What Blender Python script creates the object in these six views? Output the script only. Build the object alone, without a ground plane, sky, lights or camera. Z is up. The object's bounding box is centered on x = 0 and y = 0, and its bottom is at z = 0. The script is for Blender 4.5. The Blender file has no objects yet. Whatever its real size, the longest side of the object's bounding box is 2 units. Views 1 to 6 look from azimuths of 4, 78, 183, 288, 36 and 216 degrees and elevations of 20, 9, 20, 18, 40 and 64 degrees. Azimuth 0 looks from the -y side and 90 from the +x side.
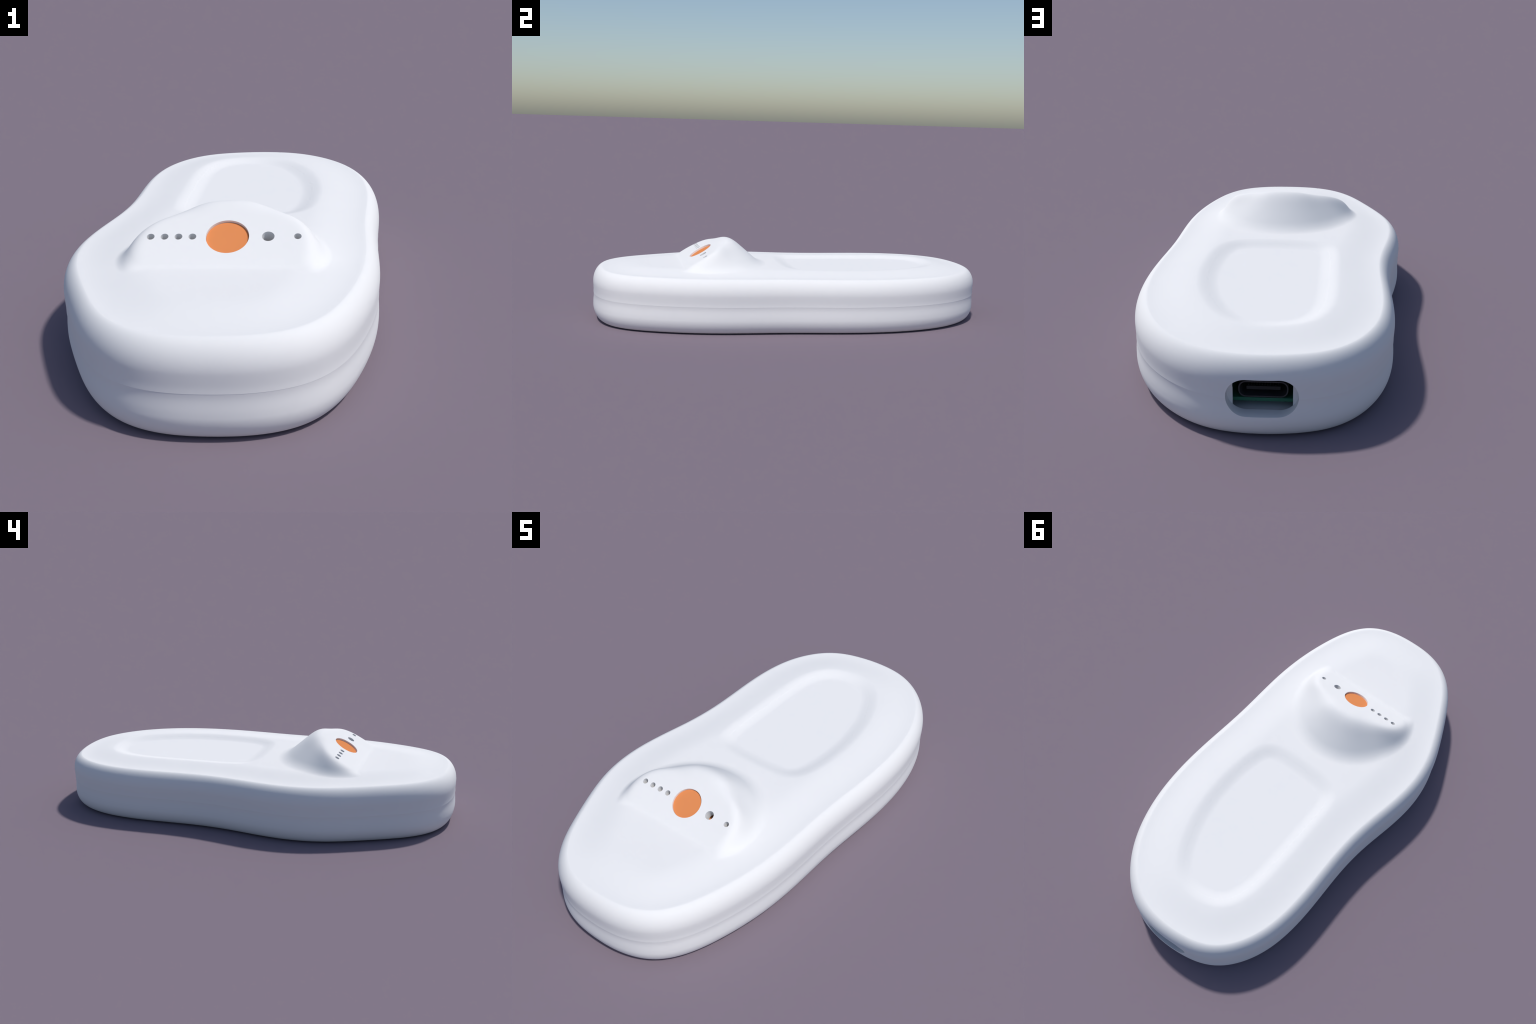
"""White palm-sized handheld remote: two moulded shells, a wedge-shaped hump with
an orange push button and sensor holes, a shallow thumb pocket and a charging port."""
import bpy, bmesh, math
import numpy as np
from mathutils import Vector, Matrix

# ------------------------------------------------------------------ helpers
def smoothstep(a, b, x):
    t = np.clip((x - a) / (b - a), 0, 1)
    return t * t * (3 - 2 * t)

def soft_ramp(h, k):
    """max(h, 0) with a parabolic blend of half width k."""
    return np.where(h < -k, 0, np.where(h > k, h, (h + k) ** 2 / (4 * k)))

def closed_spline(values, query):
    """periodic cubic spline through equally spaced values; query in 0..1"""
    y = np.asarray(values, float); n = len(y)
    A = 4 * np.eye(n) + np.roll(np.eye(n), 1, 0) + np.roll(np.eye(n), -1, 0)
    m = np.linalg.solve(A, 6 * (np.roll(y, -1, 0) - 2 * y + np.roll(y, 1, 0)))
    q = (query % 1.0) * n
    i = np.floor(q).astype(int) % n; t = q - np.floor(q); j = (i + 1) % n
    if y.ndim == 2: t = t[:, None]
    return (1-t)*y[i] + t*y[j] + (((1-t)**3-(1-t))*m[i] + (t**3-t)*m[j]) / 6

def open_spline(xk, yk, x):
    """natural cubic spline"""
    xk, yk = np.asarray(xk, float), np.asarray(yk, float); n = len(xk); h = np.diff(xk)
    A = np.zeros((n, n)); b = np.zeros(n); A[0, 0] = A[-1, -1] = 1
    for i in range(1, n - 1):
        A[i, i-1], A[i, i], A[i, i+1] = h[i-1], 2 * (h[i-1] + h[i]), h[i]
        b[i] = 6 * ((yk[i+1]-yk[i]) / h[i] - (yk[i]-yk[i-1]) / h[i-1])
    m = np.linalg.solve(A, b)
    i = np.clip(np.searchsorted(xk, x) - 1, 0, n - 2); t = x - xk[i]; u = xk[i+1] - x; H = h[i]
    return m[i]*u**3/(6*H) + m[i+1]*t**3/(6*H) + (yk[i]/H-m[i]*H/6)*u + (yk[i+1]/H-m[i+1]*H/6)*t

# ------------------------------------------------------------------ plan outline
# waisted footprint: radii of an ellipse-like curve (x squeezed by 0.55) at 40 equal
# angles, counter-clockwise from +x (right waist, back end, left waist, front end)
RADII = [0.8534, 0.8904, 0.9424, 0.9948, 1.0334, 1.0515, 1.0505, 1.0395, 1.0229, 1.0056,
         0.9970, 1.0003, 1.0142, 1.0254, 1.0194, 0.9873, 0.9234, 0.8506, 0.7993, 0.7849,
         0.8105, 0.8724, 0.9408, 0.9779, 0.9850, 0.9960, 1.0180, 1.0271, 1.0190, 1.0058,
         0.9991, 1.0064, 1.0220, 1.0333, 1.0204, 0.9839, 0.9446, 0.9034, 0.8645, 0.8439]
_t = np.arange(6000) / 6000
_r = closed_spline(RADII, _t)
DENSE = np.stack([0.55 * _r * np.cos(2*np.pi*_t), _r * np.sin(2*np.pi*_t)], -1)
lo, hi = DENSE.min(0), DENSE.max(0)
DENSE = (DENSE - (lo + hi) / 2) * np.array([1.0, 2.0 / (hi[1] - lo[1])])

DENSE[:, 0] = np.where(DENSE[:, 0] > 0, DENSE[:, 0] * 1.0018, DENSE[:, 0] * 0.9995)

HALF = 380                       # samples along each side, front tip -> back tip

def sample_outline():
    front, back = DENSE[:, 1].argmin(), DENSE[:, 1].argmax()
    n = len(DENSE)
    right = DENSE[np.arange(front, back + n + 1 if back < front else back + 1) % n]
    left = DENSE[np.arange(front, back - 1, -1) % n] if back < front else DENSE[np.arange(front, back - n - 1, -1) % n]
    def even(p):
        s = np.concatenate([[0], np.cumsum(np.hypot(*np.diff(p, axis=0).T))]); s /= s[-1]
        q = np.linspace(0, 1, HALF + 1)
        return np.stack([np.interp(q, s, p[:, 0]), np.interp(q, s, p[:, 1])], -1)
    R, L = even(right), even(left)
    return np.concatenate([R, L[-2:0:-1]])       # closed loop, counter-clockwise

LOOP = sample_outline()
N = len(LOOP)
_d = np.roll(LOOP, -3, 0) - np.roll(LOOP, 3, 0)
NORMAL = np.stack([_d[:, 1], -_d[:, 0]], -1) / np.hypot(_d[:, 0], _d[:, 1])[:, None]
PAIR = [min(i, N - i) for i in range(N)]         # mirror index -> shared spine station
SPINE_Y = -0.66 * np.cos(np.pi * np.arange(HALF + 1) / HALF)

def distance_to(poly, pts):
    out = np.empty(len(pts))
    for a in range(0, len(pts), 2000):
        d = pts[a:a+2000, None, :] - poly[None]
        out[a:a+2000] = np.sqrt((d ** 2).sum(-1).min(1))
    return out

# ------------------------------------------------------------------ top surface
SEAM, RIM_Z, RIM_INSET, CROWN = 0.134, 0.2618, 0.0445, 0.0158
POCKET_FLOOR, POCKET_WALL = 0.2628, 0.042
HOLE_Y, HOLE_Z, FACE_SLOPE = -0.4625, 0.3387, 0.580
HUMP_C = (0.0, -0.46)
POCKET = [(0.250, 0.290), (0.243, 0.170), (0.225, 0.070), (0.185, 0.000), (0.100, -0.022), (-0.030, -0.022),
          (-0.130, -0.012), (-0.185, 0.040), (-0.192, 0.180), (-0.188, 0.340), (-0.183, 0.480), (-0.168, 0.602),
          (-0.124, 0.704), (-0.042, 0.752), (0.050, 0.754), (0.128, 0.707), (0.182, 0.620), (0.222, 0.510), (0.243, 0.400)]
POCKET_LOOP = closed_spline(POCKET, np.arange(400) / 400)

def inside(poly, pts):
    x, y = pts[:, 0], pts[:, 1]; c = np.zeros(len(pts), bool)
    x1, y1 = poly[:, 0], poly[:, 1]; x2, y2 = np.roll(x1, -1), np.roll(y1, -1)
    for a, b, d, e in zip(x1, y1, x2, y2):
        if b == e: continue
        c ^= ((b > y) != (e > y)) & (x < (d - a) * (y - b) / (e - b) + a)
    return c

def hump_height(x, y, base):
    """sloping front face and a sweeping back skirt, joined by a smooth minimum, blended into the deck"""
    u = np.maximum(-0.50 - y, 0)                                   # face gets a little steeper at its foot
    face = HOLE_Z + FACE_SLOPE * (y - HOLE_Y) - 1.0 * u * u - base
    phi = np.arctan2(y - HUMP_C[1], x - HUMP_C[0])
    phi = np.where(phi < -np.pi / 2, phi + 2 * np.pi, phi)
    knots = np.radians([-45, -20, 3, 25, 58, 90, 122, 155, 177, 200, 225])
    phi = np.clip(phi, knots[0], knots[-1])
    foot = open_spline(knots, [0.246, 0.271, 0.287, 0.296, 0.307, 0.306, 0.299, 0.291, 0.298, 0.284, 0.258], phi)
    steep = open_spline(knots, [1.347, 1.461, 1.573, 1.068, 0.854, 0.837, 0.843, 0.975, 1.341, 1.388, 1.241], phi)
    back = steep * (foot - np.hypot(x - HUMP_C[0], y - HUMP_C[1]))
    round_off = 0.097 - 0.036 * smoothstep(0.0, 0.26, np.abs(x))   # broad crest, crisper shoulders
    w = np.maximum(round_off - np.abs(face - back), 0) / round_off
    h = np.minimum(face, back) - w ** 3 * round_off / 6
    fillet = 0.0065 + 0.0215 * smoothstep(-0.06, 0.02, face - back)
    return soft_ramp(h, fillet)

def top_height(xy):
    inset = distance_to(LOOP, xy)
    z = RIM_Z + CROWN * smoothstep(RIM_INSET + 0.013, 0.226, inset)
    d = distance_to(POCKET_LOOP, xy) * np.where(inside(POCKET_LOOP, xy), 1, -1)
    sink = smoothstep(-POCKET_WALL, POCKET_WALL, d)
    z = z * (1 - sink) + POCKET_FLOOR * sink
    # the deck swells a little towards the hump
    z = z + 0.0026 * np.exp(-(xy[:, 0] / 0.26) ** 2 - ((xy[:, 1] + 0.36) / 0.27) ** 2) * (1 - sink)
    return z + hump_height(xy[:, 0], xy[:, 1], z)

# ------------------------------------------------------------------ side profiles (inset, z)
def super_arc(n_rise, n_run, count):
    """quarter superellipse: tight where it meets the deck or base, easy where it meets the wall"""
    a = np.linspace(0, np.pi / 2, count)
    return np.sin(a) ** (2 / n_rise), np.cos(a) ** (2 / n_run)

def upper_profile():
    z1 = 0.1865
    zz = np.linspace(SEAM, z1, 16)
    pts = list(zip(open_spline([0.120, SEAM, 0.145, 0.160, 0.175, z1, 0.20], [0.0012, 0.0015, 0.0017, 0.0012, 0.0004, 0.0, 0.0], zz), zz))
    s, c = super_arc(2.0, 1.64, 30)
    pts += [(RIM_INSET * (1 - b), z1 + (RIM_Z - z1) * a) for a, b in zip(s[1:], c[1:])]
    return pts

def lower_profile():
    z1, i1 = 0.0690, 0.0
    s, c = super_arc(1.85, 1.85, 22)
    pts = [(i1 + 0.0455 * (1 - a), z1 * (1 - b)) for a, b in zip(s, c)]
    zz = np.linspace(z1, SEAM - 0.0001, 18)[1:]
    pts += list(zip(open_spline([0.05, z1, 0.085, 0.105, 0.122, SEAM - 0.0001, 0.14], [0.0, 0.0, 0.0004, 0.0019, 0.0025, 0.0018, 0.0012], zz), zz))
    return pts

class Builder:
    def __init__(self): self.v, self.f = [], []; self.count = 0
    def ring(self, xy, z):
        z = np.broadcast_to(z, (len(xy),))
        self.v.append(np.column_stack([xy, z])); s = self.count; self.count += len(xy); return s
    def bridge(self, a, b, flip=False):
        for i in range(N):
            j = (i + 1) % N
            q = (a + i, a + j, b + j, b + i)
            self.f.append(q[::-1] if flip else q)
    def cap(self, start, xy0, height, rings, flip=False):
        """fill a loop with rings shrinking onto a central spine"""
        spine = np.array([(0.0, SPINE_Y[k]) for k in PAIR])
        prev = start
        for r in range(1, rings):
            s = r / rings
            xy = xy0 * (1 - s) + spine * s
            cur = self.ring(xy, height(xy)); self.bridge(prev, cur, flip); prev = cur
        xy = np.column_stack([np.zeros(HALF + 1), SPINE_Y])
        c = self.ring_open(xy, height(xy))
        for i in range(N):
            j = (i + 1) % N; a, b = c + PAIR[i], c + PAIR[j]
            q = (prev + i, prev + j, b, a)
            self.f.append(q[::-1] if flip else q)
    def ring_open(self, xy, z):
        self.v.append(np.column_stack([xy, np.broadcast_to(z, (len(xy),))])); s = self.count; self.count += len(xy); return s
    def mesh(self, name):
        me = bpy.data.meshes.new(name)
        me.from_pydata(np.concatenate(self.v).tolist(), [], self.f); me.validate(); me.update()
        return me

def inset_loop(d): return LOOP - NORMAL * d

WALL = 0.043
FLOOR = 0.030

def build_top():
    b = Builder(); prev = None
    for ins, z in upper_profile():
        xy = inset_loop(ins); cur = b.ring(xy, z)
        if prev is None: first = cur
        else: b.bridge(prev, cur)
        prev = cur
    b.cap(prev, xy, top_height, 118)
    # inner skin
    prev = first
    for ins, z in [(WALL, SEAM), (WALL + 0.002, SEAM + 0.05), (WALL + 0.012, 0.210), (WALL + 0.03, RIM_Z - 0.037)]:
        xy = inset_loop(ins); cur = b.ring(xy, z); b.bridge(prev, cur, True); prev = cur
    def under(q):
        drop = WALL * math.sqrt(1 + FACE_SLOPE ** 2)
        return RIM_Z - 0.037 + soft_ramp(hump_height(q[:, 0], q[:, 1], RIM_Z + CROWN) - (drop - 0.037 - CROWN), 0.004)
    b.cap(prev, xy, under, 60, True)
    return b.mesh("top_shell")

def build_bottom():
    b = Builder(); prof = lower_profile(); prev = None
    for ins, z in prof:
        xy = inset_loop(ins); cur = b.ring(xy, z)
        if prev is None: first, xy_first = cur, xy
        else: b.bridge(prev, cur)
        prev = cur
    b.cap(first, xy_first, lambda q: 0.0 * q[:, 0], 14, True)
    # rim of the shell, with a tongue that closes the joint from inside, then the inner skin
    for ins, z in [(0.016, SEAM - 0.0001), (WALL, SEAM - 0.0001), (WALL + 0.003, SEAM + 0.012),
                   (WALL + 0.010, SEAM + 0.012), (WALL + 0.012, SEAM - 0.02), (WALL + 0.02, FLOOR + 0.02), (WALL + 0.04, FLOOR)]:
        xy = inset_loop(ins); cur = b.ring(xy, z); b.bridge(prev, cur); prev = cur
    b.cap(prev, xy, lambda q: FLOOR + 0.0 * q[:, 0], 14)
    return b.mesh("bottom_shell")

# ------------------------------------------------------------------ materials
def plastic(name, color, rough=0.5, grain=0.0, metallic=0.0, spread=0.03, spec=0.5):
    m = bpy.data.materials.new(name); m.use_nodes = True
    nt = m.node_tree; bs = nt.nodes["Principled BSDF"]
    tc = nt.nodes.new("ShaderNodeTexCoord"); no = nt.nodes.new("ShaderNodeTexNoise")
    no.inputs["Scale"].default_value = 6; no.inputs["Detail"].default_value = 3
    nt.links.new(tc.outputs["Object"], no.inputs["Vector"])
    ramp = nt.nodes.new("ShaderNodeValToRGB")
    ramp.color_ramp.elements[0].position, ramp.color_ramp.elements[1].position = 0.3, 0.7
    ramp.color_ramp.elements[0].color = tuple(c * (1 - spread) for c in color) + (1,)
    ramp.color_ramp.elements[1].color = tuple(min(1, c * (1 + spread)) for c in color) + (1,)
    nt.links.new(no.outputs["Fac"], ramp.inputs["Fac"])
    nt.links.new(ramp.outputs["Color"], bs.inputs["Base Color"])
    bs.inputs["Roughness"].default_value = rough; bs.inputs["Metallic"].default_value = metallic
    bs.inputs["Specular IOR Level"].default_value = spec
    if grain:
        fine = nt.nodes.new("ShaderNodeTexNoise"); fine.inputs["Scale"].default_value = 400
        nt.links.new(tc.outputs["Object"], fine.inputs["Vector"])
        bump = nt.nodes.new("ShaderNodeBump"); bump.inputs["Strength"].default_value = grain; bump.inputs["Distance"].default_value = 0.001
        nt.links.new(fine.outputs["Fac"], bump.inputs["Height"]); nt.links.new(bump.outputs["Normal"], bs.inputs["Normal"])
    return m

WHITE = plastic("white_plastic", (0.791, 0.793, 0.799), 1.0, spread=0.003, spec=0.0)
ORANGE = plastic("orange_rubber", (0.726, 0.262, 0.097), 1.0, spread=0.006, spec=0.0)
BOARD = plastic("green_circuit_board", (0.018, 0.145, 0.085), 0.5)
METAL = plastic("dark_connector_metal", (0.055, 0.052, 0.058), 0.45, spec=0.3)
BLACK = plastic("black_connector_plastic", (0.02, 0.02, 0.022), 0.5, spec=0.3)
PIN = plastic("contact_metal", (0.12, 0.11, 0.10), 0.4, metallic=0.6)

# ------------------------------------------------------------------ small solids
def pill_solid(name, cx, cz, half_w, half_h, radius, y0, y1, seg=24):
    """rounded rectangle in xz, extruded along y"""
    bm = bmesh.new(); ring = []
    for sx, sz, a0 in ((1, 1, 0), (-1, 1, 90), (-1, -1, 180), (1, -1, 270)):
        for k in range(seg + 1):
            a = math.radians(a0 + 90 * k / seg)
            ring.append((cx + sx * (half_w - radius) + radius * math.cos(a), cz + sz * (half_h - radius) + radius * math.sin(a)))
    clean = [p for i, p in enumerate(ring) if math.dist(p, ring[i - 1]) > 1e-6]
    lo = [bm.verts.new((x, y0, z)) for x, z in clean]; hi = [bm.verts.new((x, y1, z)) for x, z in clean]
    n = len(clean)
    bm.faces.new(lo); bm.faces.new(hi[::-1])
    for i in range(n): bm.faces.new((lo[i], hi[i], hi[(i+1) % n], lo[(i+1) % n]))
    bmesh.ops.recalc_face_normals(bm, faces=bm.faces)
    me = bpy.data.meshes.new(name); bm.to_mesh(me); bm.free(); return me

AXIS = Vector((0, -FACE_SLOPE, 1)).normalized()
def face_frame(x, depth=0.0):
    """matrix whose z axis is the normal of the sloping hump face at hole position x"""
    return Matrix.Translation(Vector((x, HOLE_Y, HOLE_Z)) - AXIS * depth) @ AXIS.to_track_quat('Z', 'Y').to_matrix().to_4x4()

def add_cylinder(bm, x, radius, top, bottom, seg=64):
    r = bmesh.ops.create_cone(bm, cap_ends=True, segments=seg, radius1=radius, radius2=radius, depth=top + bottom)
    bmesh.ops.transform(bm, matrix=face_frame(x) @ Matrix.Translation((0, 0, (top - bottom) / 2)), verts=r["verts"])

def link(me, name, parent=None, mat=None):
    me.name = name
    ob = bpy.data.objects.new(name, me); bpy.context.scene.collection.objects.link(ob)
    if mat: me.materials.clear(); me.materials.append(mat)
    if parent: ob.parent = parent
    return ob

def smooth(me, angle=40):
    bm = bmesh.new(); bm.from_mesh(me)
    for f in bm.faces: f.smooth = True
    lim = math.radians(angle)
    for e in bm.edges: e.smooth = not (len(e.link_faces) == 2 and e.calc_face_angle(0) > lim)
    bm.to_mesh(me); bm.free()

def carve(ob, cutters):
    for c in cutters:
        mod = ob.modifiers.new("cut", 'BOOLEAN'); mod.operation = 'DIFFERENCE'; mod.object = c; mod.solver = 'MANIFOLD'
    dg = bpy.context.evaluated_depsgraph_get()
    me = bpy.data.meshes.new_from_object(ob.evaluated_get(dg))
    old = ob.data; name = old.name; ob.modifiers.clear(); ob.data = me; bpy.data.meshes.remove(old); me.name = name
    return me

# ------------------------------------------------------------------ assembly
root = bpy.data.objects.new("handheld_remote", None)
bpy.context.scene.collection.objects.link(root)
root["label"] = "smooth white waisted handheld remote with orange round button"
root["category"] = "remote control"

top = link(build_top(), "top_shell", root, WHITE)
bottom = link(build_bottom(), "bottom_shell", root, WHITE)

BUTTON_X, BUTTON_R = 0.0079, 0.0612
bm = bmesh.new()
for x in (-0.2106, -0.1709, -0.1312, -0.0915): add_cylinder(bm, x, 0.0111, 0.06, 0.075)
add_cylinder(bm, BUTTON_X, BUTTON_R, 0.06, 0.075, 128)
add_cylinder(bm, 0.1231, 0.0177, 0.06, 0.075)
add_cylinder(bm, 0.2060, 0.0107, 0.06, 0.075)
me = bpy.data.meshes.new("hole_cutter"); bm.to_mesh(me); bm.free()
holes = link(me, "hole_cutter")
PORT_X = 0.0075
port = link(pill_solid("port_cutter", 0.0083, 0.1388, 0.1082, 0.0605, 0.0600, 0.952, 1.05), "port_cutter")
slot = link(pill_solid("slot_cutter", 0.0087, 0.1450, 0.0904, 0.0760, 0.002, 0.80, 0.9525, 2), "slot_cutter")
carve(top, [holes, port, slot]); carve(bottom, [port, slot])
for c in (holes, port, slot):
    d = c.data; bpy.data.objects.remove(c); bpy.data.meshes.remove(d)
smooth(top.data, 42); smooth(bottom.data, 42)
for o in (top, bottom): o.data.materials.clear(); o.data.materials.append(WHITE)

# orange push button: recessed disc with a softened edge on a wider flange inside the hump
bm = bmesh.new()
add_cylinder(bm, BUTTON_X, BUTTON_R - 0.0006, -0.0085, 0.066, 128)
add_cylinder(bm, BUTTON_X, 0.097, -0.058, 0.150, 96)
me = bpy.data.meshes.new("push_button"); bm.to_mesh(me); bm.free(); smooth(me, 35)
link(me, "push_button", root, ORANGE)

# circuit board and charging connector
def board_mesh(z0, z1):
    """board that follows the shell loosely and narrows to a tab at the port"""
    plan = [(-0.13, 0.930), (-0.13, 0.74), (-0.26, 0.60), (-0.26, 0.10), (-0.30, -0.30), (-0.30, -0.66), (-0.20, -0.80),
            (0.20, -0.80), (0.30, -0.66), (0.30, 0.60), (0.147, 0.74), (0.147, 0.930)]
    bm = bmesh.new()
    low = [bm.verts.new((x, y, z0)) for x, y in plan]; high = [bm.verts.new((x, y, z1)) for x, y in plan]
    bm.faces.new(low); bm.faces.new(high[::-1])
    for i in range(len(plan)):
        j = (i + 1) % len(plan); bm.faces.new((low[i], high[i], high[j], low[j]))
    bmesh.ops.recalc_face_normals(bm, faces=bm.faces)
    me = bpy.data.meshes.new("circuit_board"); bm.to_mesh(me); bm.free(); return me
link(board_mesh(0.0946, 0.1056), "circuit_board", root, BOARD)
# moulded tunnel behind the port opening
tunnel = link(pill_solid("port_tunnel", 0.0087, 0.1350, 0.142, 0.1020, 0.004, 0.800, 0.9510, 4), "port_tunnel", root, WHITE)
bore = link(pill_solid("cut", 0.0087, 0.1450, 0.1280, 0.0760, 0.002, 0.70, 1.05, 2), "cut")
carve(tunnel, [bore]); d = bore.data; bpy.data.objects.remove(bore); bpy.data.meshes.remove(d)
tunnel.data.materials.clear(); tunnel.data.materials.append(WHITE)
PORT_CZ = 0.1340
conn = bpy.data.objects.new("charging_connector", None); bpy.context.scene.collection.objects.link(conn); conn.parent = root
outer = pill_solid("connector_shell", PORT_X + 0.0008, PORT_CZ, 0.0752, 0.0264, 0.0230, 0.79, 0.930)
inner = link(pill_solid("cut", PORT_X + 0.0008, PORT_CZ, 0.0712, 0.0224, 0.0190, 0.82, 0.95), "cut")
shell = link(outer, "connector_shell", conn, METAL)
carve(shell, [inner]); d = inner.data; bpy.data.objects.remove(inner); bpy.data.meshes.remove(d)
smooth(shell.data, 40)
tongue = pill_solid("contact_tongue", PORT_X + 0.0008, PORT_CZ, 0.0510, 0.0056, 0.0015, 0.815, 0.921, 4); smooth(tongue, 40)
link(tongue, "contact_tongue", conn, BLACK)
pin_me = pill_solid("contact_pin", 0, 0, 0.0016, 0.0007, 0.0002, 0.84, 0.914, 2)
for side in (-1, 1):
    for k in range(12):
        p = link(pin_me, "contact_pin", conn, None)
        p.location = (PORT_X + 0.0008 + (k - 5.5) * 0.0082, 0, PORT_CZ + side * 0.0057)
pin_me.materials.append(PIN)
